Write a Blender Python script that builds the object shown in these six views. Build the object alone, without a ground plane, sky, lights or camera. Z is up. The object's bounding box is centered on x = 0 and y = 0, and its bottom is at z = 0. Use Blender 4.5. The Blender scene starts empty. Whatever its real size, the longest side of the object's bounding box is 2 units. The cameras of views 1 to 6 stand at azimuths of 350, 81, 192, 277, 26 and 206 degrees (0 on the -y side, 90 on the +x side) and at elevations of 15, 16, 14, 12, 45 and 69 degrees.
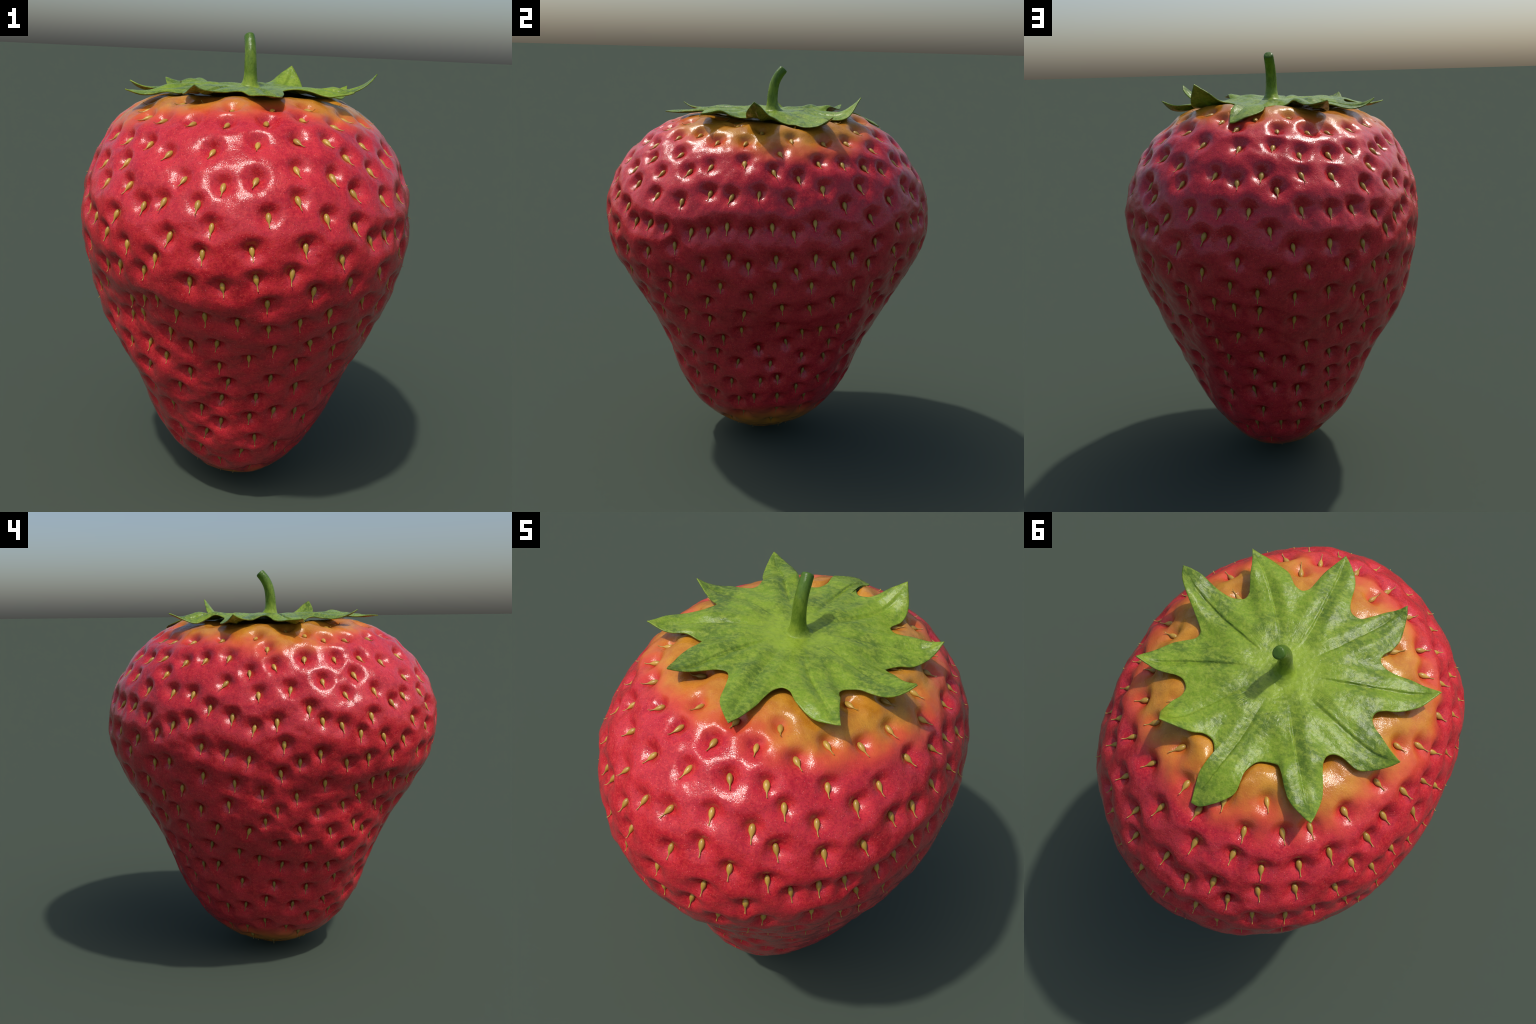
"""A ripe strawberry standing on its tip: dimpled red flesh with an ochre shoulder,
embedded achenes (seeds), a ten-lobed calyx and a bent stem."""
import math
import random

import bmesh
import bpy
import numpy as np
from mathutils import Matrix, Vector, noise

random.seed(11)
rng = np.random.default_rng(11)

# ----------------------------------------------------------------------------
# 1. Shape of the flesh: cross-section radii (cm) around the core point, one
#    ring per elevation angle, sixteen control radii per ring (every 22.5 deg
#    from +x).  Rings are joined by smooth interpolation in both directions.
# ----------------------------------------------------------------------------
CORE = np.array([0.0, 0.0, 0.95])
RINGS = [
    (-90, [93.9, 93.9, 93.9, 93.9, 93.9, 93.9, 93.9, 93.9, 93.9, 93.9, 93.9, 93.9, 93.9, 93.9, 93.9, 93.9]),
    (-78, [88.4, 88.6, 89.2, 90.0, 90.3, 89.9, 89.1, 88.4, 88.3, 88.7, 89.7, 90.6, 91.0, 90.7, 89.8, 88.9]),
    (-66, [80.2, 80.2, 81.0, 83.2, 84.5, 83.5, 81.3, 79.8, 79.2, 79.8, 81.7, 84.0, 85.5, 84.6, 82.2, 80.6]),
    (-55, [73.6, 73.1, 72.6, 75.0, 77.5, 76.2, 73.8, 72.1, 70.7, 71.0, 73.1, 75.8, 78.0, 77.2, 74.2, 73.0]),
    (-45, [67.1, 67.5, 66.4, 68.4, 71.5, 70.3, 68.2, 66.4, 64.0, 64.7, 67.4, 69.2, 71.1, 70.8, 68.1, 66.7]),
    (-35, [60.4, 63.0, 63.2, 64.7, 67.6, 66.4, 64.5, 63.0, 60.6, 61.9, 65.2, 65.7, 66.6, 66.8, 64.7, 61.6]),
    (-25, [56.6, 61.1, 62.5, 64.0, 66.5, 65.1, 63.1, 62.4, 60.9, 61.8, 64.5, 64.7, 65.3, 65.5, 64.2, 59.4]),
    (-15, [58.1, 62.4, 63.2, 65.6, 68.1, 66.3, 63.7, 63.6, 62.9, 62.1, 63.6, 65.2, 67.0, 66.9, 65.3, 60.6]),
    (-5, [62.8, 65.5, 65.5, 69.7, 72.8, 70.5, 66.7, 65.4, 64.6, 62.8, 64.2, 68.4, 72.0, 71.0, 68.1, 63.9]),
    (5, [67.5, 69.1, 70.3, 76.3, 80.0, 77.2, 71.9, 68.4, 67.0, 66.6, 69.3, 75.4, 79.8, 77.6, 72.9, 68.3]),
    (16, [72.4, 74.3, 78.1, 84.4, 88.0, 84.9, 78.9, 73.7, 71.8, 74.0, 78.5, 84.8, 88.4, 85.3, 79.5, 74.3]),
    (28, [78.5, 80.7, 85.5, 89.9, 92.8, 90.3, 85.2, 80.1, 77.9, 81.3, 86.0, 91.0, 93.7, 90.6, 85.4, 80.9]),
    (40, [83.8, 85.4, 88.8, 91.7, 93.8, 92.1, 88.8, 85.2, 83.1, 85.5, 89.1, 92.6, 94.8, 92.7, 88.6, 85.6]),
    (52, [87.1, 88.1, 90.3, 92.6, 93.6, 92.1, 89.8, 87.8, 87.1, 88.6, 90.5, 92.5, 93.9, 92.9, 90.2, 88.1]),
    (64, [87.3, 88.3, 89.9, 91.0, 90.7, 88.9, 86.9, 85.9, 85.9, 86.8, 87.6, 88.3, 88.9, 88.8, 88.0, 87.3]),
    (77, [81.5, 82.2, 82.7, 82.7, 81.9, 80.6, 79.3, 78.5, 78.2, 78.3, 78.5, 78.8, 79.2, 79.7, 80.2, 80.8]),
    (90, [75.0, 75.0, 75.0, 75.0, 75.0, 75.0, 75.0, 75.0, 75.0, 75.0, 75.0, 75.0, 75.0, 75.0, 75.0, 75.0]),
]

# ----------------------------------------------------------------------------
# 2. Where the achenes sit: per belt (its lowest elevation in degrees), pairs of
#    azimuth and elevation above the belt's start, seen from the core point.
# ----------------------------------------------------------------------------
SEED_BELTS = {
    -90: [(218.5, 17.9), (261.9, 16.9), (307.3, 18.6), (358.3, 18.3)],
    -70: [(1.0, 6.9), (25.9, 6.0), (52.4, 3.8), (73.5, 6.9), (92.4, 1.4), (136.1, 0.7), (158.7, 0.1), (179.8, 4.4), (201.4, 0.7), (217.6, 8.0), (238.5, 9.7), (251.0, 6.0), (276.6, 3.2), (299.0, 9.2), (329.6, 3.5)],
    -60: [(21.6, 3.6), (44.7, 8.0), (66.0, 6.4), (84.9, 1.4), (91.7, 9.2), (102.1, 1.6), (114.1, 9.6), (114.7, 0.0), (132.2, 4.2), (149.8, 1.4), (166.1, 2.6), (182.4, 5.6), (202.2, 2.8), (226.5, 5.1), (245.4, 7.9), (265.9, 2.3), (272.1, 9.2), (285.9, 5.0), (311.8, 5.0), (329.6, 2.0), (342.2, 4.7), (359.0, 5.7)],
    -50: [(11.3, 0.5), (13.4, 8.6), (27.2, 3.2), (47.9, 6.6), (72.6, 4.1), (88.3, 8.7), (111.5, 8.2), (130.7, 5.9), (148.3, 1.1), (167.6, 4.9), (187.9, 2.6), (209.5, 1.3), (227.8, 6.5), (245.2, 8.8), (254.4, 4.2), (268.1, 8.0), (291.2, 8.5), (300.4, 3.1), (317.9, 8.0), (327.5, 1.5), (347.0, 3.6), (357.8, 5.7)],
    -40: [(11.1, 6.4), (25.6, 5.2), (39.6, 8.8), (57.7, 7.8), (72.3, 3.3), (90.4, 8.0), (99.4, 1.3), (113.7, 7.7), (128.3, 3.7), (143.5, 2.6), (154.7, 3.8), (179.6, 7.2), (192.1, 3.3), (206.1, 3.2), (218.9, 4.1), (236.9, 8.7), (255.2, 5.1), (270.1, 6.8), (279.1, 0.7), (304.9, 5.1), (322.9, 8.2), (333.9, 2.7), (346.3, 9.6), (353.1, 2.0)],
    -30: [(1.5, 2.7), (9.0, 9.3), (25.4, 3.8), (78.6, 4.4), (94.8, 7.5), (104.4, 4.4), (126.3, 4.0), (138.3, 2.1), (154.9, 5.2), (169.5, 1.8), (190.3, 6.8), (205.7, 5.1), (223.1, 5.6), (243.4, 7.3), (258.2, 3.8), (274.6, 6.4), (286.7, 1.1), (301.3, 7.7), (315.9, 5.7), (328.6, 7.0)],
    -20: [(17.5, 2.2), (26.5, 3.5), (33.1, 8.2), (50.7, 1.0), (75.6, 2.4), (86.9, 7.7), (113.9, 1.2), (128.9, 7.1), (143.3, 3.6), (161.5, 6.2), (176.4, 5.3), (199.5, 5.2), (214.4, 3.6), (226.7, 6.1), (233.8, 2.4), (245.1, 9.9), (255.1, 1.7), (265.4, 6.8), (282.5, 4.5), (296.9, 8.3), (324.4, 8.5), (338.3, 1.8), (355.9, 3.9)],
    -10: [(8.7, 6.1), (18.6, 9.3), (43.0, 5.5), (50.7, 1.6), (64.1, 0.2), (75.4, 3.3), (95.7, 0.2), (96.4, 9.3), (107.9, 4.8), (121.0, 3.4), (136.1, 8.9), (141.6, 2.7), (155.2, 4.5), (168.8, 7.8), (183.9, 0.3), (189.0, 5.8), (207.1, 3.5), (218.9, 5.4), (226.2, 8.2), (237.6, 3.8), (254.6, 2.3), (270.0, 9.9), (273.1, 1.6), (285.0, 3.0), (292.6, 7.0), (304.8, 6.9), (313.4, 0.9), (325.5, 8.4), (340.3, 2.2), (356.8, 6.0)],
    0: [(7.8, 6.8), (26.8, 6.0), (39.2, 2.7), (50.9, 8.8), (54.9, 2.1), (70.2, 0.3), (72.1, 5.8), (81.8, 2.3), (88.3, 0.5), (88.5, 8.3), (96.4, 5.7), (107.7, 4.3), (119.1, 5.2), (129.6, 3.9), (148.3, 2.8), (159.3, 8.9), (172.0, 6.8), (182.8, 3.2), (196.8, 1.2), (208.0, 5.9), (222.7, 2.7), (230.0, 4.6), (236.4, 6.3), (242.6, 2.5), (251.8, 2.8), (261.1, 2.2), (268.5, 8.4), (278.6, 2.1), (287.3, 4.3), (299.9, 6.1), (310.3, 3.0), (312.5, 9.6), (319.5, 7.7), (331.9, 5.7), (343.8, 2.0), (353.1, 7.0)],
    10: [(1.4, 2.7), (8.5, 7.3), (16.4, 4.4), (23.9, 6.8), (32.4, 2.9), (45.1, 5.6), (57.0, 3.1), (67.6, 2.7), (72.6, 8.7), (80.3, 1.9), (91.5, 5.2), (100.3, 1.4), (107.2, 8.8), (111.7, 2.7), (118.4, 9.4), (124.6, 3.7), (130.5, 8.5), (137.4, 1.2), (145.1, 2.7), (159.8, 9.2), (169.6, 8.0), (178.0, 5.9), (190.0, 0.5), (197.0, 4.4), (204.3, 6.9), (215.0, 2.8), (223.5, 3.8), (228.5, 9.8), (234.0, 3.9), (238.4, 7.7), (248.5, 2.8), (252.0, 9.6), (257.2, 2.3), (265.3, 4.4), (273.8, 5.9), (280.1, 1.4), (287.1, 8.8), (291.4, 2.6), (303.5, 4.2), (315.7, 8.2), (326.1, 3.9), (335.8, 6.7), (343.0, 4.4), (353.4, 7.1)],
    20: [(8.0, 8.9), (17.6, 5.3), (31.3, 8.4), (33.9, 0.2), (45.4, 3.5), (55.5, 3.1), (62.1, 2.4), (67.2, 6.0), (76.8, 7.8), (81.7, 1.4), (86.3, 7.8), (89.4, 0.9), (94.9, 7.8), (100.8, 3.0), (110.1, 8.2), (118.9, 7.7), (127.0, 8.3), (136.6, 6.5), (141.3, 2.0), (148.2, 4.9), (155.2, 7.0), (171.7, 9.3), (180.0, 6.0), (188.4, 7.7), (191.0, 0.5), (204.8, 6.9), (211.7, 4.9), (218.8, 1.8), (223.2, 6.5), (233.4, 9.4), (242.9, 3.0), (254.0, 5.5), (264.0, 0.8), (267.7, 8.0), (276.9, 1.6), (282.8, 7.8), (291.9, 5.9), (297.7, 2.4), (304.7, 3.3), (311.7, 3.5), (321.8, 3.4), (328.1, 4.8), (335.1, 6.8), (343.6, 6.3), (351.7, 7.7), (359.9, 5.6)],
    30: [(12.2, 9.4), (20.5, 3.5), (28.9, 8.3), (41.4, 2.5), (54.0, 4.6), (59.1, 1.0), (71.3, 5.1), (82.9, 7.6), (90.9, 5.3), (98.3, 7.4), (103.1, 3.4), (111.1, 7.4), (121.6, 7.4), (133.6, 4.3), (146.4, 4.8), (155.1, 5.2), (162.8, 1.6), (167.7, 9.6), (181.5, 6.3), (193.8, 7.6), (200.2, 1.0), (206.6, 9.0), (214.3, 4.0), (220.4, 9.8), (226.3, 3.8), (239.9, 0.7), (244.8, 6.0), (250.1, 0.3), (256.1, 4.4), (264.4, 5.9), (275.3, 1.7), (275.9, 8.7), (286.9, 7.1), (293.4, 3.5), (303.6, 8.9), (305.6, 2.0), (316.9, 2.1), (327.1, 6.2), (335.6, 5.9), (346.2, 7.6), (358.6, 6.0)],
    40: [(2.5, 3.1), (12.9, 7.9), (24.2, 6.5), (35.1, 4.2), (43.6, 1.8), (46.4, 9.3), (56.4, 3.0), (67.1, 0.4), (74.1, 7.0), (89.7, 5.3), (102.1, 5.9), (111.4, 3.4), (123.0, 3.9), (133.1, 5.4), (139.7, 0.2), (147.0, 5.0), (155.9, 6.9), (167.3, 8.1), (177.4, 3.3), (187.9, 5.2), (201.0, 7.0), (214.4, 5.9), (227.0, 5.1), (236.9, 2.5), (251.5, 3.0), (265.1, 4.9), (278.2, 6.3), (289.1, 6.4), (294.6, 2.2), (307.3, 6.3), (315.7, 1.5), (324.4, 4.3), (338.8, 7.1), (352.0, 4.9)],
    50: [(1.7, 7.2), (19.8, 5.4), (33.9, 4.1), (47.3, 7.0), (60.7, 2.0), (77.7, 5.5), (86.5, 2.4), (93.9, 7.0), (104.1, 1.8), (110.9, 9.0), (117.7, 2.2), (127.8, 2.7), (142.1, 3.9), (159.7, 5.5), (178.0, 7.3), (184.7, 1.7), (205.6, 7.2), (214.2, 3.9), (225.9, 2.8), (241.0, 1.6), (254.4, 1.2), (254.9, 7.6), (268.7, 2.1), (272.6, 8.0), (283.5, 3.6), (290.7, 8.8), (297.8, 2.0), (308.9, 5.3), (321.9, 3.6), (336.6, 4.9), (354.9, 1.7)],
    60: [(7.4, 5.1), (42.9, 4.3), (64.7, 0.1), (139.6, 8.1), (195.8, 1.1), (206.2, 11.7), (225.5, 1.6), (239.1, 3.4), (302.8, 7.7), (316.9, 8.8), (325.1, 4.0), (344.1, 0.9)],
}

# ----------------------------------------------------------------------------
# 3. Calyx lobes, clockwise from +x: control points (cm) of the edge that runs
#    out to the tip, the tip, the edge that runs back, and the rounded notch.
# ----------------------------------------------------------------------------
LOBES = [
    dict(rise=[(35.2, -1.2, 175.0), (40.2, -5.9, 177.4), (49.1, -13.4, 182.8)], tip=[(50.5, -16.9, 185.6)], out=[(48.2, -18.5, 182.9), (44.8, -19.6, 180.1), (36.9, -18.5, 177.0), (32.4, -18.1, 176.7)], notch=[(29.7, -19.0, 176.6), (27.6, -20.4, 176.4), (27.2, -22.5, 176.8)]),
    dict(rise=[(28.1, -25.0, 177.4), (29.7, -28.2, 179.3), (31.8, -33.4, 179.4)], tip=[(35.0, -39.6, 178.8)], out=[(31.5, -39.6, 177.7), (26.0, -39.5, 176.8), (18.0, -36.6, 178.5), (16.0, -34.9, 178.9)], notch=[(13.6, -32.8, 178.8), (10.4, -32.2, 178.4), (8.4, -34.4, 178.0)]),
    dict(rise=[(7.7, -38.2, 177.8), (7.1, -43.4, 177.2), (5.6, -48.8, 176.8)], tip=[(3.5, -54.7, 176.9)], out=[(0.4, -52.1, 177.0), (-3.6, -47.9, 177.0), (-5.3, -44.8, 176.4), (-6.9, -38.4, 177.2)], notch=[(-8.2, -34.7, 177.7), (-9.9, -32.9, 177.4), (-13.3, -32.8, 176.8)]),
    dict(rise=[(-16.6, -35.6, 176.7), (-20.1, -39.0, 177.1), (-23.7, -41.7, 178.3)], tip=[(-26.2, -44.1, 179.9)], out=[(-27.6, -41.4, 178.3), (-28.9, -36.8, 176.3), (-29.6, -32.3, 175.5), (-28.8, -27.3, 176.1)], notch=[(-27.0, -23.4, 176.9), (-27.0, -21.2, 176.3), (-29.6, -19.7, 174.9)]),
    dict(rise=[(-34.7, -19.1, 175.6), (-40.4, -20.3, 174.2), (-45.7, -20.4, 174.5)], tip=[(-51.0, -20.3, 175.9)], out=[(-49.2, -16.4, 175.4), (-46.9, -12.0, 175.0), (-40.7, -6.3, 175.3), (-36.8, -3.9, 176.6)], notch=[(-34.4, -1.3, 177.5), (-34.3, 1.0, 177.0), (-35.9, 2.8, 175.9)]),
    dict(rise=[(-39.6, 4.8, 175.5), (-42.4, 6.7, 175.7), (-45.7, 9.0, 176.6)], tip=[(-49.3, 11.3, 178.4)], out=[(-47.0, 13.5, 176.0), (-41.2, 17.7, 173.8), (-38.1, 19.2, 174.1), (-31.2, 18.3, 176.1)], notch=[(-28.5, 18.9, 176.5), (-27.0, 20.7, 177.0), (-27.0, 23.7, 178.3)]),
    dict(rise=[(-28.0, 26.0, 176.5), (-31.8, 33.2, 174.2), (-33.0, 41.4, 177.8)], tip=[(-33.0, 44.6, 178.8)], out=[(-30.4, 43.9, 177.9), (-23.2, 40.9, 176.7), (-20.1, 38.2, 177.2), (-15.9, 33.4, 178.5)], notch=[(-13.3, 31.4, 176.5), (-7.5, 33.2, 176.0), (-5.5, 37.5, 176.1)]),
    dict(rise=[(-5.4, 40.8, 176.5), (-5.7, 46.7, 175.0), (2.5, 54.9, 171.8)], tip=[(6.3, 55.1, 170.7)], out=[(6.7, 53.2, 171.8), (7.6, 49.2, 173.4), (8.1, 44.7, 175.7), (6.8, 40.8, 176.7)], notch=[(6.7, 38.4, 177.0), (9.4, 34.2, 177.5), (13.1, 33.7, 178.2)]),
    dict(rise=[(16.5, 35.5, 179.2), (19.4, 36.8, 181.7), (23.3, 38.0, 184.4)], tip=[(26.2, 38.8, 186.8)], out=[(30.0, 32.7, 177.7), (29.6, 27.8, 176.2), (27.8, 24.0, 176.1)], notch=[(27.9, 21.1, 176.5), (30.3, 18.9, 176.8), (33.0, 18.7, 176.7)]),
    dict(rise=[(36.6, 19.6, 176.5), (40.5, 20.1, 176.6), (44.1, 19.9, 177.2)], tip=[(48.5, 19.8, 178.9)], out=[(47.2, 15.5, 175.5), (44.9, 11.0, 173.7), (42.1, 6.9, 173.9), (38.4, 4.1, 174.5)], notch=[(35.4, 1.0, 174.1)]),
]
CALYX_CENTRE = np.array([0.005, 0.0, 1.782])

PIT_DEPTH = 0.028
SWELL = 0.001
FLESH_RES = 240


# ============================================================================
# helpers
# ============================================================================
def periodic(row, azimuth):
    """Smooth periodic interpolation (a Fourier sum) of equally spaced radii."""
    row = np.asarray(row, float)
    n = len(row)
    coef = np.fft.rfft(row) / n
    out = np.full_like(azimuth, coef[0].real)
    for k in range(1, n // 2 + 1):
        f = 1.0 if k == n // 2 else 2.0
        out += f * (coef[k].real * np.cos(k * azimuth) - coef[k].imag * np.sin(k * azimuth))
    return out


ELEVATIONS = np.array([r[0] for r in RINGS], float)


def base_radius(direction):
    """Radius of the undimpled flesh in the given unit directions (N x 3)."""
    az = np.arctan2(direction[:, 1], direction[:, 0])
    el = np.degrees(np.arcsin(np.clip(direction[:, 2], -1, 1)))
    vals = np.stack([periodic(r[1], az) for r in RINGS]) / 100.0
    slope = np.zeros_like(vals)
    slope[1:-1] = (vals[2:] - vals[:-2]) / (ELEVATIONS[2:] - ELEVATIONS[:-2])[:, None]
    i = np.clip(np.searchsorted(ELEVATIONS, el, side="right") - 1, 0, len(RINGS) - 2)
    a = np.arange(len(el))
    h = ELEVATIONS[i + 1] - ELEVATIONS[i]
    t = (el - ELEVATIONS[i]) / h
    return (
        (1 + 2 * t) * (1 - t) ** 2 * vals[i, a]
        + t * (1 - t) ** 2 * h * slope[i, a]
        + t * t * (3 - 2 * t) * vals[i + 1, a]
        + t * t * (t - 1) * h * slope[i + 1, a]
    )


def base_point(direction):
    return CORE + direction * base_radius(direction)[:, None]


def unit(v):
    return v / np.maximum(np.linalg.norm(v, axis=-1, keepdims=True), 1e-12)


def base_normal(direction):
    e = 2e-3
    t1 = unit(np.cross(direction, np.where(np.abs(direction[:, 2:]) < 0.8, [[0, 0, 1.0]], [[1.0, 0, 0]])))
    t2 = np.cross(direction, t1)
    du = base_point(unit(direction + e * t1)) - base_point(unit(direction - e * t1))
    dv = base_point(unit(direction + e * t2)) - base_point(unit(direction - e * t2))
    n = unit(np.cross(du, dv))
    n *= np.sign((n * direction).sum(-1, keepdims=True))
    return n


def make_mesh(name, verts, faces, material, smooth=True):
    me = bpy.data.meshes.new(name)
    me.from_pydata([tuple(v) for v in verts], [], [tuple(int(i) for i in f) for f in faces])
    me.materials.append(material)
    me.validate()
    if smooth:
        me.polygons.foreach_set("use_smooth", [True] * len(me.polygons))
    me.update()
    return me


def add(name, me, parent=None):
    ob = bpy.data.objects.new(name, me)
    bpy.context.scene.collection.objects.link(ob)
    if parent is not None:
        ob.parent = parent
    return ob


# ============================================================================
# materials
# ============================================================================
class Nodes:
    def __init__(self, name):
        self.mat = bpy.data.materials.new(name)
        self.mat.use_nodes = True
        self.t = self.mat.node_tree
        self.bsdf = self.t.nodes["Principled BSDF"]
        self.out = self.t.nodes["Material Output"]

    def node(self, kind, **kw):
        n = self.t.nodes.new(kind)
        for k, v in kw.items():
            setattr(n, k, v)
        return n

    def link(self, a, b):
        self.t.links.new(a, b)

    def put(self, socket, value):
        if hasattr(value, "is_output"):
            self.link(value, socket)
        elif isinstance(value, (tuple, list)) and socket.type == "RGBA" and len(value) == 3:
            socket.default_value = (*value, 1.0)
        else:
            socket.default_value = value

    def coord(self, kind="Object"):
        return self.node("ShaderNodeTexCoord").outputs[kind]

    def mapping(self, vec, scale=(1, 1, 1), rot=(0, 0, 0)):
        n = self.node("ShaderNodeMapping")
        self.link(vec, n.inputs["Vector"])
        n.inputs["Scale"].default_value = scale
        n.inputs["Rotation"].default_value = rot
        return n.outputs[0]

    def noise(self, vec, scale, detail=3.0, rough=0.55, distort=0.0):
        n = self.node("ShaderNodeTexNoise")
        self.link(vec, n.inputs["Vector"])
        n.inputs["Scale"].default_value = scale
        n.inputs["Detail"].default_value = detail
        n.inputs["Roughness"].default_value = rough
        n.inputs["Distortion"].default_value = distort
        return n.outputs["Fac"]

    def voronoi(self, vec, scale, feature="F1", out="Distance"):
        n = self.node("ShaderNodeTexVoronoi", feature=feature)
        self.link(vec, n.inputs["Vector"])
        n.inputs["Scale"].default_value = scale
        return n.outputs[out]

    def math(self, op, a, b=0.0, c=0.0):
        n = self.node("ShaderNodeMath", operation=op)
        self.put(n.inputs[0], a)
        self.put(n.inputs[1], b)
        self.put(n.inputs[2], c)
        return n.outputs[0]

    def ramp(self, fac, lo, hi, a=0.0, b=1.0):
        n = self.node("ShaderNodeMapRange", interpolation_type="SMOOTHSTEP")
        self.put(n.inputs[0], fac)
        for i, v in enumerate((lo, hi, a, b)):
            n.inputs[i + 1].default_value = v
        return n.outputs[0]

    def mix(self, fac, a, b, blend="MIX"):
        n = self.node("ShaderNodeMix", data_type="RGBA", blend_type=blend)
        self.put(n.inputs[0], fac)
        self.put(n.inputs[6], a)
        self.put(n.inputs[7], b)
        return n.outputs[2]

    def xyz(self, vec):
        n = self.node("ShaderNodeSeparateXYZ")
        self.link(vec, n.inputs[0])
        return n.outputs

    def bump(self, height, strength, distance, normal=None):
        n = self.node("ShaderNodeBump")
        self.link(height, n.inputs["Height"])
        n.inputs["Strength"].default_value = strength
        n.inputs["Distance"].default_value = distance
        if normal is not None:
            self.link(normal, n.inputs["Normal"])
        return n.outputs[0]


def flesh_material():
    m = Nodes("strawberry_flesh")
    p = m.coord()
    x, y, z = m.xyz(p)
    broad = m.noise(p, 3.2, 3.0)
    blotch = m.noise(p, 14.0, 4.0, 0.6)
    fine = m.noise(p, 75.0, 3.0, 0.65)
    grain = m.noise(p, 190.0, 2.0, 0.7)
    specks = m.voronoi(p, 120.0)
    red = m.mix(m.ramp(blotch, 0.33, 0.70), (0.41, 0.010, 0.022), (0.56, 0.026, 0.042))
    red = m.mix(m.ramp(fine, 0.38, 0.66, 0.0, 0.75), red, (0.60, 0.034, 0.036))
    red = m.mix(m.ramp(grain, 0.34, 0.52, 0.45, 0.0), red, (0.22, 0.006, 0.010))
    # pale pinprick pores, and faint grey bloom patches low on the fruit
    pore = m.math("MULTIPLY", m.ramp(specks, 0.20, 0.06), m.ramp(m.noise(p, 30.0, 1.0), 0.40, 0.60))
    red = m.mix(m.math("MULTIPLY", pore, 0.65), red, (0.80, 0.24, 0.22))
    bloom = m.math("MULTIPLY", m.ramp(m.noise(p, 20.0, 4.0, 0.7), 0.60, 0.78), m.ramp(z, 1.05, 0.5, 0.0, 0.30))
    red = m.mix(bloom, red, (0.36, 0.12, 0.13))
    # ochre shoulder round the stem
    ochre = m.mix(m.ramp(blotch, 0.3, 0.7), (0.42, 0.160, 0.014), (0.55, 0.245, 0.026))
    ochre = m.mix(m.ramp(grain, 0.3, 0.5, 0.3, 0.0), ochre, (0.28, 0.10, 0.012))
    ochre = m.mix(m.math("MULTIPLY", pore, 0.35), ochre, (0.75, 0.5, 0.25))
    coral = (0.60, 0.075, 0.030)
    height = m.math("ADD", z, m.math("MULTIPLY", m.math("MULTIPLY", x, x), 0.30))
    height = m.math("ADD", height, m.math("MULTIPLY", m.math("SUBTRACT", broad, 0.5), 0.11))
    height = m.math("ADD", height, m.math("MULTIPLY", m.math("SUBTRACT", blotch, 0.5), 0.035))
    col = m.mix(m.ramp(height, 1.672, 1.735), red, coral)
    col = m.mix(m.ramp(height, 1.702, 1.772), col, ochre)
    # unripe ochre tip at the bottom
    low = m.math("SUBTRACT", z, m.math("MULTIPLY", m.math("ABSOLUTE", x), 0.28))
    low = m.math("SUBTRACT", low, m.math("MULTIPLY", x, 0.12))
    low = m.math("ADD", low, m.math("MULTIPLY", m.math("SUBTRACT", broad, 0.5), 0.05))
    col = m.mix(m.ramp(low, 0.160, 0.085), col, (0.50, 0.10, 0.03))
    col = m.mix(m.ramp(low, 0.115, 0.045), col, (0.46, 0.185, 0.020))
    m.put(m.bsdf.inputs["Base Color"], col)
    m.put(m.bsdf.inputs["Roughness"], m.ramp(fine, 0.3, 0.7, 0.14, 0.25))
    m.bsdf.inputs["IOR"].default_value = 1.42
    m.bsdf.inputs["Coat Weight"].default_value = 0.10
    m.bsdf.inputs["Coat Roughness"].default_value = 0.05
    h = m.math("ADD", m.math("MULTIPLY", fine, 0.6), m.math("MULTIPLY", grain, 0.65))
    b1 = m.bump(h, 0.42, 0.0034)
    m.link(b1, m.bsdf.inputs["Normal"])
    b2 = m.bump(m.math("ADD", m.math("MULTIPLY", fine, 0.6), m.math("MULTIPLY", grain, 0.5)), 0.55, 0.0032)
    m.link(b2, m.bsdf.inputs["Coat Normal"])
    return m.mat


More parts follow.
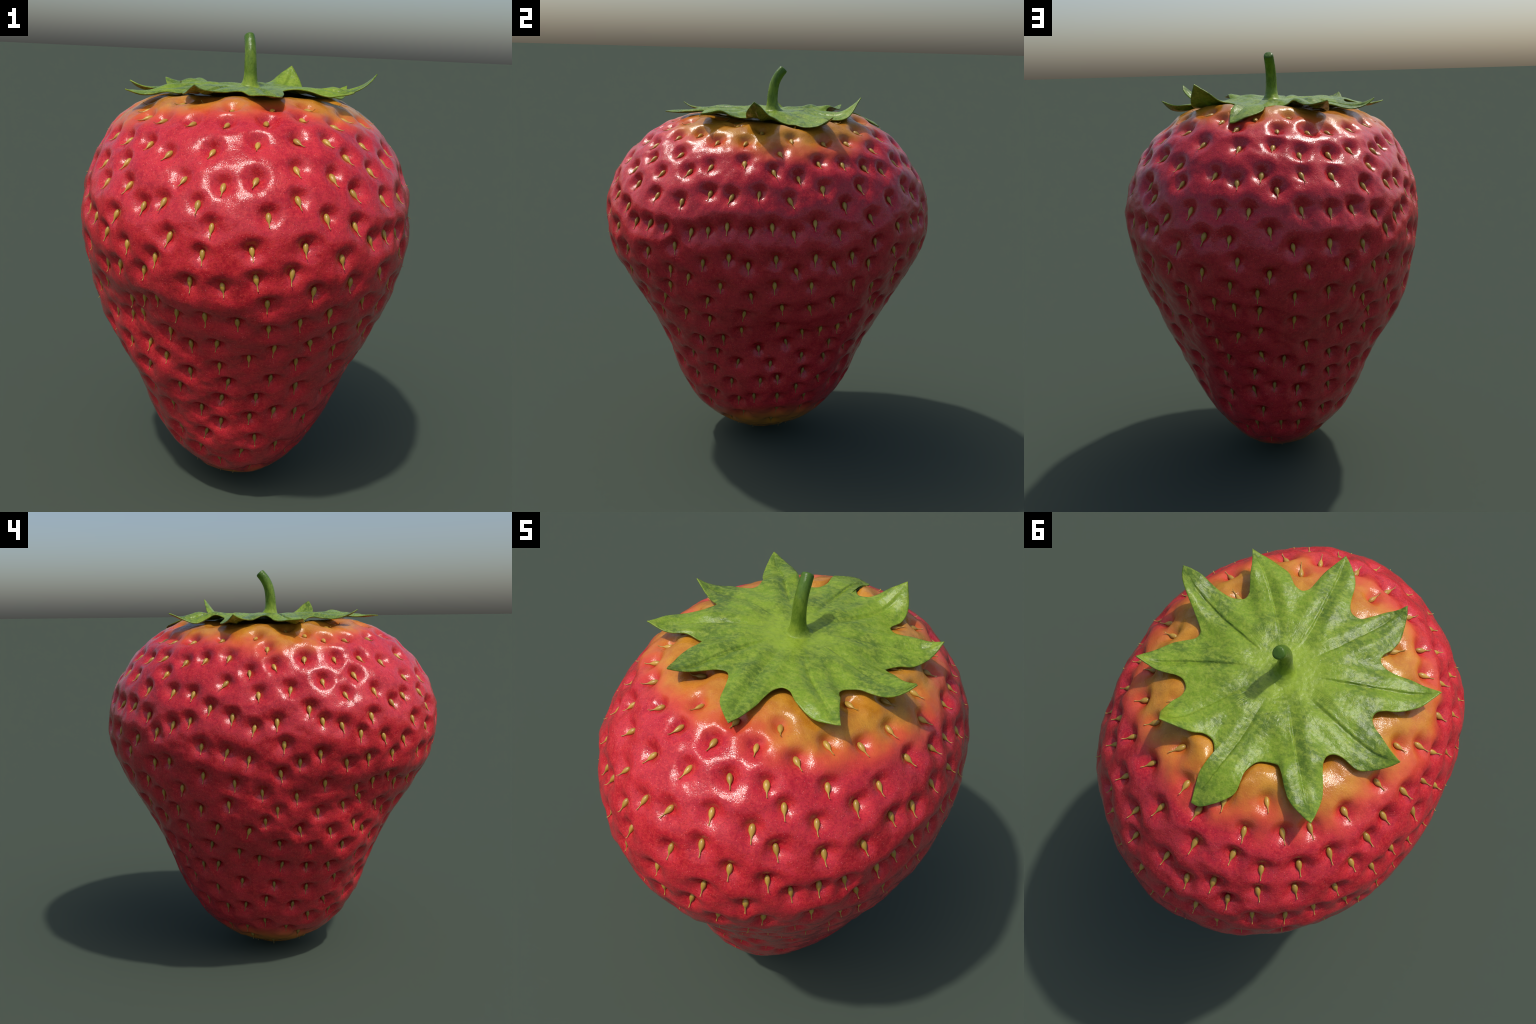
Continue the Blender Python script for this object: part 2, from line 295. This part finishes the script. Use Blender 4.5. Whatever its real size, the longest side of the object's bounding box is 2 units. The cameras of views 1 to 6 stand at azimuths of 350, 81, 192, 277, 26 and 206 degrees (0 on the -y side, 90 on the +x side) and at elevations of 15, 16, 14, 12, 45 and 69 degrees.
def leaf_material():
    m = Nodes("calyx_green")
    p = m.coord()
    x, y, z = m.xyz(p)
    flat = m.mapping(p, (1, 1, 0.45))
    patch = m.noise(flat, 8.0, 5.0, 0.60)
    streak = m.noise(m.mapping(p, (1, 1.5, 0.6)), 42.0, 5.0, 0.70)
    grain = m.noise(p, 150.0, 3.0, 0.6)
    leather = m.voronoi(m.mapping(p, (1, 1, 0.4)), 62.0, "SMOOTH_F1")
    fibre = m.noise(m.mapping(p, (0.35, 1.6, 1), (0, 0, 0.9)), 90.0, 3.0, 0.6)
    fibre2 = m.noise(m.mapping(p, (1.6, 0.35, 1), (0, 0, 0.4)), 90.0, 3.0, 0.6)
    r = m.math("SQRT", m.math("ADD", m.math("MULTIPLY", x, x), m.math("MULTIPLY", y, y)))
    g = m.mix(m.ramp(patch, 0.37, 0.60), (0.092, 0.160, 0.018), (0.190, 0.300, 0.022))
    g = m.mix(m.ramp(streak, 0.43, 0.64, 0.0, 0.66), g, (0.300, 0.385, 0.042))
    g = m.mix(m.ramp(m.math("MAXIMUM", fibre, fibre2), 0.60, 0.78, 0.0, 0.40), g, (0.36, 0.44, 0.085))
    g = m.mix(m.ramp(grain, 0.35, 0.56, 0.28, 0.0), g, (0.070, 0.125, 0.018))
    g = m.mix(m.math("MULTIPLY", m.ramp(r, 0.24, 0.06), m.ramp(patch, 0.3, 0.6, 0.20, 0.68)), g, (0.285, 0.40, 0.035))
    # stalk: deeper green, darker toward the cut end
    stalk = m.mix(m.ramp(streak, 0.3, 0.7), (0.075, 0.138, 0.013), (0.170, 0.255, 0.024))
    stalk = m.mix(m.ramp(z, 1.90, 1.985), stalk, (0.070, 0.145, 0.016))
    on_stalk = m.math("MULTIPLY", m.ramp(z, 1.795, 1.86), m.ramp(r, 0.115, 0.085))
    g = m.mix(on_stalk, g, stalk)
    m.put(m.bsdf.inputs["Base Color"], g)
    m.put(m.bsdf.inputs["Roughness"], m.ramp(streak, 0.3, 0.7, 0.22, 0.36))
    m.bsdf.inputs["IOR"].default_value = 1.42
    h = m.math("ADD", m.math("MULTIPLY", streak, 0.5), m.math("MULTIPLY", grain, 0.25))
    h = m.math("ADD", h, m.math("MULTIPLY", leather, 0.55))
    m.link(m.bump(h, 0.55, 0.006), m.bsdf.inputs["Normal"])
    m.bsdf.inputs["Specular IOR Level"].default_value = 0.42
    tr = m.node("ShaderNodeBsdfTranslucent")
    m.put(tr.inputs["Color"], m.mix(0.5, g, (0.30, 0.42, 0.03)))
    mixer = m.node("ShaderNodeMixShader")
    mixer.inputs[0].default_value = 0.10
    m.link(m.bsdf.outputs[0], mixer.inputs[1])
    m.link(tr.outputs[0], mixer.inputs[2])
    m.link(mixer.outputs[0], m.out.inputs["Surface"])
    return m.mat


def seed_material():
    m = Nodes("achene_straw")
    p = m.coord()
    x, y, z = m.xyz(p)
    rnd = m.node("ShaderNodeObjectInfo").outputs["Random"]
    n = m.noise(m.mapping(p, (1, 1, 0.35)), 160.0, 3.0)
    c = m.mix(rnd, (0.37, 0.213, 0.030), (0.53, 0.320, 0.050))
    c = m.mix(m.ramp(n, 0.40, 0.75, 0.0, 0.5), c, (0.26, 0.155, 0.034))
    c = m.mix(m.ramp(z, 0.010, 0.026, 0.0, 0.55), c, (0.18, 0.125, 0.034))  # head end tinted dark olive: shade under the pit wall, painted into the colour
    c = m.mix(m.ramp(z, -0.010, -0.034, 0.0, 0.6), c, (0.36, 0.245, 0.050))
    m.put(m.bsdf.inputs["Base Color"], c)
    m.bsdf.inputs["Roughness"].default_value = 0.36
    m.link(m.bump(n, 0.3, 0.0015), m.bsdf.inputs["Normal"])
    return m.mat


FLESH, LEAF, SEED = flesh_material(), leaf_material(), seed_material()

# ============================================================================
# the strawberry
# ============================================================================
strawberry = bpy.data.objects.new("strawberry", None)
bpy.context.scene.collection.objects.link(strawberry)
strawberry["label"] = "ripe red strawberry with pale seeds, ochre shoulder and green calyx"
strawberry["category"] = "fruit"


# ---- achene sites ----------------------------------------------------------
sites = []
for start, pairs in SEED_BELTS.items():
    for az, up in pairs:
        a, e = math.radians(az), math.radians(start + up)
        sites.append((math.cos(e) * math.cos(a), math.cos(e) * math.sin(a), math.sin(e)))
for k in range(11):  # the crowded, half-hidden ones round the very tip
    a, e = 2.4 * k, math.radians(-88 + 3.4 * math.sqrt(k) + (2.0 if k % 2 else 0.0))
    sites.append((math.cos(e) * math.cos(a), math.cos(e) * math.sin(a), math.sin(e)))
sites = unit(np.array(sites))
site_point = base_point(sites)
site_normal = base_normal(sites)
gap = np.linalg.norm(site_point[:, None] - site_point[None], axis=-1) + 9 * np.eye(len(sites))
spacing = np.sort(gap, axis=1)[:, :3].mean(1)
pit_size = np.clip(spacing / 0.114, 0.66, 1.0)
stemward = np.array([[0, 0, 1.0]]) - site_normal * site_normal[:, 2:]
stemward = unit(stemward)
turn = rng.normal(0, math.radians(7), len(sites))[:, None]
side = np.cross(stemward, site_normal)
stemward, side = np.cos(turn) * stemward + np.sin(turn) * side, np.cos(turn) * side - np.sin(turn) * stemward
pit_depth = PIT_DEPTH * pit_size ** 1.25 * (1.36 - 0.36 * np.clip((sites[:, 2] + 0.45) / 0.5, 0, 1)) * rng.uniform(0.85, 1.18, len(sites))
pit_depth *= np.clip((sites[:, 2] + 1.0) / 0.08, 0.3, 1)


# ---- calyx outline and height (the flesh is pressed flat under it) ---------
def through(points, per):
    """Centripetal-ish Catmull-Rom through the points, `per` samples a span."""
    P = np.array(points, float)
    ext = np.vstack([2 * P[0] - P[1], P, 2 * P[-1] - P[-2]])
    out = []
    for i in range(1, len(ext) - 2):
        a, b, c, d = ext[i - 1 : i + 3]
        la, lb, lc = (max(np.linalg.norm(q), 1e-6) ** 0.5 for q in (b - a, c - b, d - c))
        t1 = ((b - a) / la - (c - a) / (la + lb) + (c - b) / lb) * lb
        t2 = ((c - b) / lb - (d - b) / (lb + lc) + (d - c) / lc) * lb
        for t in np.arange(per) / per:
            out.append((2 * t**3 - 3 * t * t + 1) * b + (t**3 - 2 * t * t + t) * t1 + (-2 * t**3 + 3 * t * t) * c + (t**3 - t * t) * t2)
    return out


PER = 15
outline, lobe_of, tips = [], [], []
for k, lobe in enumerate(LOBES):
    nxt = LOBES[(k + 1) % len(LOBES)]
    tips.append(np.array(lobe["tip"][0]) / 100)
    chain = lobe["tip"] + lobe["out"] + lobe["notch"] + nxt["rise"] + nxt["tip"]
    pts = through(np.array(chain) / 100, PER)
    split = PER * (1 + len(lobe["out"])) + PER * len(lobe["notch"]) // 2
    for i, q in enumerate(pts):
        outline.append(q)
        lobe_of.append(k if i < split else (k + 1) % len(LOBES))
outline, lobe_of, tips = np.array(outline), np.array(lobe_of), np.array(tips)


def spline_height(ctrl, smooth=2e-5):
    """Smooth height surface (radial basis, r^3) through control points."""
    xy, z = ctrl[:, :2], ctrl[:, 2]
    n = len(xy)
    D = np.linalg.norm(xy[:, None] - xy[None], axis=-1)
    A = np.zeros((n + 3, n + 3))
    A[:n, :n] = D**3 + smooth * np.eye(n)
    A[:n, n], A[:n, n + 1 : n + 3] = 1, xy
    A[n:, :n] = A[:n, n:].T
    sol = np.linalg.solve(A, np.concatenate([z, np.zeros(3)]))

    def f(q):
        d = np.linalg.norm(q[:, None] - xy[None], axis=-1)
        return d**3 @ sol[:n] + sol[n] + q @ sol[n + 1 :]

    return f


ctrl = [q / 100 for lobe in LOBES for key in ("rise", "tip", "out", "notch") for q in np.array(lobe[key])]
for a in np.arange(8) * math.pi / 4:
    ctrl.append(np.array([CALYX_CENTRE[0] + 0.09 * math.cos(a), 0.09 * math.sin(a), 1.778]))
    ctrl.append(np.array([CALYX_CENTRE[0] + 0.19 * math.cos(a), 0.19 * math.sin(a), 1.778]))
leaf_height = spline_height(np.array(ctrl))


# ---- flesh: a cube sphere pushed out to the cross-sections, then dimpled ----
def cube_sphere(n):
    idx, verts, faces = {}, [], []
    lin = np.tan(np.linspace(-math.pi / 4, math.pi / 4, n + 1))
    for axis in range(3):
        for sgn in (-1, 1):
            grid = np.empty((n + 1, n + 1), int)
            for i in range(n + 1):
                for j in range(n + 1):
                    ids = [0, 0, 0]
                    ids[axis] = 0 if sgn < 0 else n
                    ids[(axis + 1) % 3], ids[(axis + 2) % 3] = i, j
                    key = (ids[0] * (n + 1) + ids[1]) * (n + 1) + ids[2]
                    k = idx.get(key)
                    if k is None:
                        k = idx[key] = len(verts)
                        verts.append((lin[ids[0]], lin[ids[1]], lin[ids[2]]))
                    grid[i, j] = k
            q = np.stack([grid[:-1, :-1], grid[1:, :-1], grid[1:, 1:], grid[:-1, 1:]], -1).reshape(-1, 4)
            faces.append(q if sgn > 0 else q[:, ::-1])
    return unit(np.array(verts)), np.concatenate(faces)


directions, quads = cube_sphere(FLESH_RES)
surface = base_point(directions)
normals = base_normal(directions)


def pit_falloff(lateral, along, size):
    """Asymmetric dimple: steep wall on the stem side, gentle run-out tipward."""
    v = along - 0.016 * size
    deep = (lateral / (0.025 * size)) ** 2 + np.where(v > 0, v / (0.021 * size), v / (0.032 * size)) ** 2
    dish = (lateral / (0.038 * size)) ** 2 + np.where(v > 0, v / (0.030 * size), v / (0.050 * size)) ** 2
    return 0.50 * np.exp(-deep) + 0.50 * np.exp(-(dish ** 1.2))


power = 1.9
pits = np.zeros(len(surface))
valley = np.zeros(len(surface))
for s in range(len(sites)):
    near = np.where(directions @ sites[s] > math.cos(0.30))[0]
    d = surface[near] - site_point[s]
    w = pit_falloff(d @ side[s], d @ stemward[s], pit_size[s])
    pits[near] += (pit_depth[s] * w) ** power
    r2 = (d @ side[s] / 0.085) ** 2 + (d @ stemward[s] / 0.050) ** 2
    valley[near] += np.exp(-r2)
pits = pits ** (1 / power)


def lumps(points, scale, seed):
    out = np.empty(len(points))
    off = Vector((seed * 7.3, seed * 3.1, seed * 5.7))
    for i, q in enumerate(points):
        out[i] = noise.noise(Vector(q) * scale + off)
    return out


swell = 0.0060 * lumps(surface, 5.0, 1) + 0.0040 * lumps(surface, 11.0, 2)
wrinkle = 0.0017 * lumps(surface, 34.0, 3) + 0.0022 * lumps(surface, 21.0, 4)
swell *= np.clip((directions[:, 2] + 0.55) / 0.5, 0.45, 1)
surface = surface + normals * (SWELL + swell + wrinkle - pits - 0.0075 * (valley - valley.mean()) * np.clip((directions[:, 2] + 0.25) / 0.3, 0.12, 1))[:, None]
# the flesh stays below the calyx
rel = surface[:, :2] - CALYX_CENTRE[:2]
edge = outline[:, :2] - CALYX_CENTRE[:2]
edge_angle = np.arctan2(edge[:, 1], edge[:, 0])
by_angle = np.argsort(edge_angle)
reach = np.interp(np.arctan2(rel[:, 1], rel[:, 0]), edge_angle[by_angle], np.linalg.norm(edge, axis=1)[by_angle], period=2 * math.pi)
inside = np.linalg.norm(rel, axis=1) / reach
under = np.where((surface[:, 2] > 1.6) & (inside < 1.12))[0]
roof = leaf_height(surface[under, :2]) - 0.016
over = surface[under, 2] - roof
ease = np.clip((1.12 - inside[under]) / 0.14, 0, 1)
soft = 0.5 * (over + np.sqrt(over**2 + 0.006**2))
surface[under, 2] -= soft * ease
flesh_mesh = make_mesh("flesh", surface, quads, FLESH)
flesh = add("flesh", flesh_mesh, strawberry)


# ---- achenes ---------------------------------------------------------------
def achene_mesh(curl, fat):
    """Tear-drop achene along z (head up, y = away from the flesh) with a thin style."""
    # (z, radius, lift away from the flesh)
    prof = [(0.0215, 0.0002, 0), (0.0208, 0.0032, 0), (0.0185, 0.0058, 0), (0.0145, 0.0082, 0), (0.0090, 0.0098, 0),
            (0.0030, 0.0101, 0), (-0.0030, 0.0093, 0), (-0.0085, 0.0074, 0.0004), (-0.0130, 0.0050, 0.0010),
            (-0.0170, 0.0031, 0.0016), (-0.0215, 0.0021, 0.0022), (-0.0270, 0.0017, 0.0030), (-0.0322, 0.0015, 0.0046),
            (-0.0360, 0.0015, 0.0070), (-0.0378, 0.0018, 0.0088), (-0.0385, 0.0004, 0.0095)]
    seg, verts, faces = 12, [], []
    for z, r, lift in prof:
        for k in range(seg):
            a = 2 * math.pi * k / seg
            ridge = 1 + 0.04 * math.cos(3 * a)
            verts.append((fat * r * ridge * math.cos(a), fat * r * 0.92 * math.sin(a) + curl * lift, z))
    for i in range(len(prof) - 1):
        for k in range(seg):
            a, b = i * seg + k, i * seg + (k + 1) % seg
            faces.append((a, a + seg, b + seg, b))
    faces.append(list(range(seg)))
    faces.append(list(range((len(prof) - 1) * seg, len(prof) * seg))[::-1])
    return make_mesh("achene", verts, faces, SEED)


kinds = [achene_mesh(c, f) for c, f in ((0.8, 1.02), (1.2, 0.95), (1.0, 1.08), (1.4, 0.99))]
from mathutils.kdtree import KDTree

tree = KDTree(len(surface))
for i, q in enumerate(surface):
    tree.insert(q, i)
tree.balance()


def on_flesh(q):
    co, i, dist = tree.find(q)
    return np.array(co)


order = np.argsort(-sites[:, 2])
leftover = []
for rank, s in enumerate(order):
    n, up = site_normal[s], stemward[s]
    size = (0.86 + 0.16 * np.clip((sites[s, 2] + 0.4) / 1.0, 0, 1)) * rng.uniform(0.94, 1.06)
    p0 = site_point[s] - 0.02 * n
    head, tail = on_flesh(p0 + 0.012 * up), on_flesh(p0 - 0.024 * up)
    axis = unit(head - tail)
    tilt = float(np.clip(-(axis @ n), -0.02, 0.30))
    flat = unit(axis - n * (axis @ n))
    axis = unit(0.5 * (flat + up) - n * tilt)
    out = unit(n - axis * (n @ axis))
    lateral = np.cross(out, axis)
    mid = on_flesh(p0)
    place = site_point[s] + n * ((mid - site_point[s]) @ n) + out * 0.0042 * size
    rot = Matrix((tuple(lateral), tuple(out), tuple(axis))).transposed().to_4x4()
    mat = Matrix.Translation(Vector(place)) @ rot @ Matrix.Diagonal((size * rng.uniform(0.93, 1.05), size, size * rng.uniform(0.95, 1.06), 1))
    me = kinds[int(rng.integers(len(kinds)))]
    if rank < 300:
        ob = add("seed", me, strawberry)
        ob.matrix_local = mat
    else:
        leftover.append((me, mat))
bm = bmesh.new()
for me, mat in leftover:
    tmp = me.copy()
    tmp.transform(mat)
    bm.from_mesh(tmp)
    bpy.data.meshes.remove(tmp)
low_mesh = bpy.data.meshes.new("tip_seeds")
bm.to_mesh(low_mesh)
bm.free()
low_mesh.materials.append(SEED)
tip_seeds = add("tip_seeds", low_mesh, strawberry)
tip_seeds["kind"] = "stuff"


# ---- calyx -----------------------------------------------------------------
# midribs: from near the middle, through the neck of the lobe, to its tip
ribs = []
for k in range(len(LOBES)):
    here, before = np.array(LOBES[k]["notch"]) / 100, np.array(LOBES[k - 1]["notch"]) / 100
    neck = 0.5 * (here.mean(0) + before.mean(0))[:2]
    start = CALYX_CENTRE[:2] + 0.36 * (neck - CALYX_CENTRE[:2])
    tip = tips[k, :2]
    t = np.linspace(0, 1, 40)[:, None]
    ribs.append((1 - t) ** 2 * start + 2 * t * (1 - t) * (neck + 0.10 * (neck - start)) + t * t * tip)
ribs = np.array(ribs)


def rib_relief(q):
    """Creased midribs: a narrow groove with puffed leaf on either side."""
    out = np.zeros(len(q))
    for k in range(len(ribs)):
        d = np.linalg.norm(q[:, None] - ribs[k][None], axis=-1)
        i = d.argmin(1)
        dist, along = d.min(1), i / 39.0
        j = np.clip(i, 0, 38)
        tang = ribs[k][j + 1] - ribs[k][j]
        sidev = np.sign(tang[:, 0] * (q[:, 1] - ribs[k][j][:, 1]) - tang[:, 1] * (q[:, 0] - ribs[k][j][:, 0]))
        fade = np.clip(along / 0.18, 0, 1) * np.clip((1.04 - along) / 0.25, 0, 1)
        lean = 1.0 if k % 3 else -1.0
        groove = 0.0028 * np.exp(-((dist / 0.0024) ** 2))
        fold = 0.0055 * lean * sidev * np.exp(-dist / 0.024) * (1 - np.exp(-((dist / 0.0035) ** 2)))
        puff = 0.0085 * np.exp(-(((dist - 0.042) / 0.030) ** 2))
        out += fade * (groove + fold + puff)
    return out


ROWS = 46
ts = np.concatenate([np.linspace(0.11, 0.62, 20, endpoint=False), np.linspace(0.62, 1.0, ROWS - 20)])
NB = len(outline)
xy = CALYX_CENTRE[None, None, :2] + ts[:, None, None] * (outline[None, :, :2] - CALYX_CENTRE[None, None, :2])
flatxy = xy.reshape(-1, 2)
edge_fade = np.repeat(1 - np.clip((ts - 0.86) / 0.14, 0, 1) ** 2 * 0.75, NB)
# even out the relief across the thin wedges near the middle
relief = (rib_relief(flatxy) * edge_fade).reshape(ROWS, NB)
for row in range(ROWS):
    step = np.linalg.norm(xy[row] - np.roll(xy[row], 1, 0), axis=1).mean()
    w = int(0.0035 * max(0.0, 0.75 - ts[row]) / 0.4 / step)
    if w:
        relief[row] = sum(np.roll(relief[row], s) for s in range(-w, w + 1)) / (2 * w + 1)
zz = leaf_height(flatxy) + relief.reshape(-1)
ripple = np.array([noise.noise(Vector((q[0] * 16, q[1] * 16, 3.3))) for q in flatxy]) * 0.0035
zz = zz + ripple
top = np.c_[flatxy, zz]
centre_top = np.array([[CALYX_CENTRE[0], CALYX_CENTRE[1], zz[:NB].mean()]])
# grid normals for the thickness
g = top.reshape(ROWS, NB, 3)
dr = np.gradient(g, axis=0)
da = np.roll(g, -1, 1) - np.roll(g, 1, 1)
gn = unit(np.cross(dr, da))
gn *= np.sign(gn[..., 2:])
gn = unit(sum(np.roll(gn, s, 1) for s in range(-12, 13)) + [[[0, 0, 4.0]]])
thick = (0.0085 - 0.0035 * np.clip((ts - 0.6) / 0.4, 0, 1) ** 2)[:, None, None]
bottom = g - gn * thick
rim_out = unit(np.r_["-1", g[-1, :, :2] - CALYX_CENTRE[:2], np.zeros((NB, 1))])
rim = 0.5 * (g[-1] + bottom[-1]) + 0.0016 * rim_out
verts = np.concatenate([centre_top, top, rim, bottom.reshape(-1, 3), centre_top - [[0, 0, 0.0085]]])
T0, R0 = 1, 1 + ROWS * NB
B0 = R0 + NB
C1 = B0 + ROWS * NB
faces, region = [], []
split_row = int(np.searchsorted(ts, 0.66))
k = np.arange(NB)
k1 = (k + 1) % NB
# the outline runs clockwise seen from above
for q in range(NB):
    faces.append((0, T0 + k1[q], T0 + k[q]))
    faces.append((C1, B0 + k[q], B0 + k1[q]))
    region += [-1, -1]
for r in range(ROWS - 1):
    for q in range(NB):
        a, b = T0 + r * NB + k[q], T0 + r * NB + k1[q]
        faces.append((a, b, b + NB, a + NB))
        a, b = B0 + r * NB + k[q], B0 + r * NB + k1[q]
        faces.append((b, a, a + NB, b + NB))
        region += [lobe_of[q] if r >= split_row else -1] * 2
for q in range(NB):
    a, b = T0 + (ROWS - 1) * NB + k[q], T0 + (ROWS - 1) * NB + k1[q]
    c, d = R0 + k[q], R0 + k1[q]
    faces.append((a, b, d, c))
    e, f = B0 + (ROWS - 1) * NB + k[q], B0 + (ROWS - 1) * NB + k1[q]
    faces.append((c, d, f, e))
    region += [lobe_of[q]] * 2
whole = make_mesh("calyx_whole", verts, faces, LEAF)
whole_normals = np.empty(len(whole.vertices) * 3)
whole.vertices.foreach_get("normal", whole_normals)
whole_normals = whole_normals.reshape(-1, 3)
region = np.array(region)


def piece(name, which, parent):
    sel = [faces[i] for i in np.where(region == which)[0]]
    used = sorted({v for f in sel for v in f})
    remap = {v: i for i, v in enumerate(used)}
    me = make_mesh(name, verts[used], [[remap[v] for v in f] for f in sel], LEAF)
    me.normals_split_custom_set_from_vertices([tuple(n) for n in whole_normals[used]])
    return add(name, me, parent)


calyx = piece("calyx", -1, strawberry)
for lobe in range(len(LOBES)):
    piece("sepal", lobe, calyx)
bpy.data.meshes.remove(whole)

# ---- stem ------------------------------------------------------------------
foot = float(leaf_height(CALYX_CENTRE[None, :2])[0])
SPINE = [(0.006, 0.000, foot - 0.012), (0.006, -0.001, foot - 0.002), (0.006, -0.002, foot + 0.008), (0.006, -0.004, foot + 0.026),
         (0.006, -0.005, foot + 0.058), (0.005, -0.001, 1.885), (0.005, 0.008, 1.921), (0.005, 0.025, 1.954), (0.004, 0.045, 1.979)]
WIDTH = [0.068, 0.051, 0.0395, 0.0312, 0.0270, 0.0254, 0.0244, 0.0236, 0.0228]
spine = np.array(through(SPINE, 8) + [np.array(SPINE[-1])])
width = np.array([w[0] for w in through([(w, 0.0) for w in WIDTH], 8)] + [WIDTH[-1]])
seg, verts, faces = 32, [], []
tang = unit(np.gradient(spine, axis=0))
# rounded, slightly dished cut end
endp, endt = spine[-1], tang[-1]
loops = [(spine[i], width[i], tang[i]) for i in range(len(spine))]
for dz, f in ((0.0035, 0.985), (0.0068, 0.93), (0.0092, 0.82), (0.0105, 0.62), (0.0110, 0.32)):
    loops.append((endp + endt * dz, width[-1] * f, endt))
for i, (q, r, t) in enumerate(loops):
    xa = unit(np.array([1.0, 0, 0]) - t * t[0])
    ya = np.cross(t, xa)
    for j in range(seg):
        a = 2 * math.pi * j / seg
        rr = r * (1 + 0.025 * math.cos(3 * a + 0.05 * i) + 0.02 * noise.noise(Vector((math.cos(a) * 2, math.sin(a) * 2, i * 0.12))))
        verts.append(q + rr * (math.cos(a) * xa + math.sin(a) * ya))
for i in range(len(loops) - 1):
    for j in range(seg):
        a, b = i * seg + j, i * seg + (j + 1) % seg
        faces.append((a, b, b + seg, a + seg))
faces.append(list(range((len(loops) - 1) * seg, len(loops) * seg)))
verts = np.array(verts)
settle = np.clip((0.066 - np.linalg.norm(verts[:, :2] - CALYX_CENTRE[:2], axis=1)) / 0.030, 0, 1)
drop = leaf_height(verts[:, :2]) - foot
foot_part = verts[:, 2] < foot + 0.06
verts[foot_part, 2] += (drop * (1 - settle))[foot_part]
stem = add("stem", make_mesh("stem", np.array(verts), faces, LEAF), strawberry)
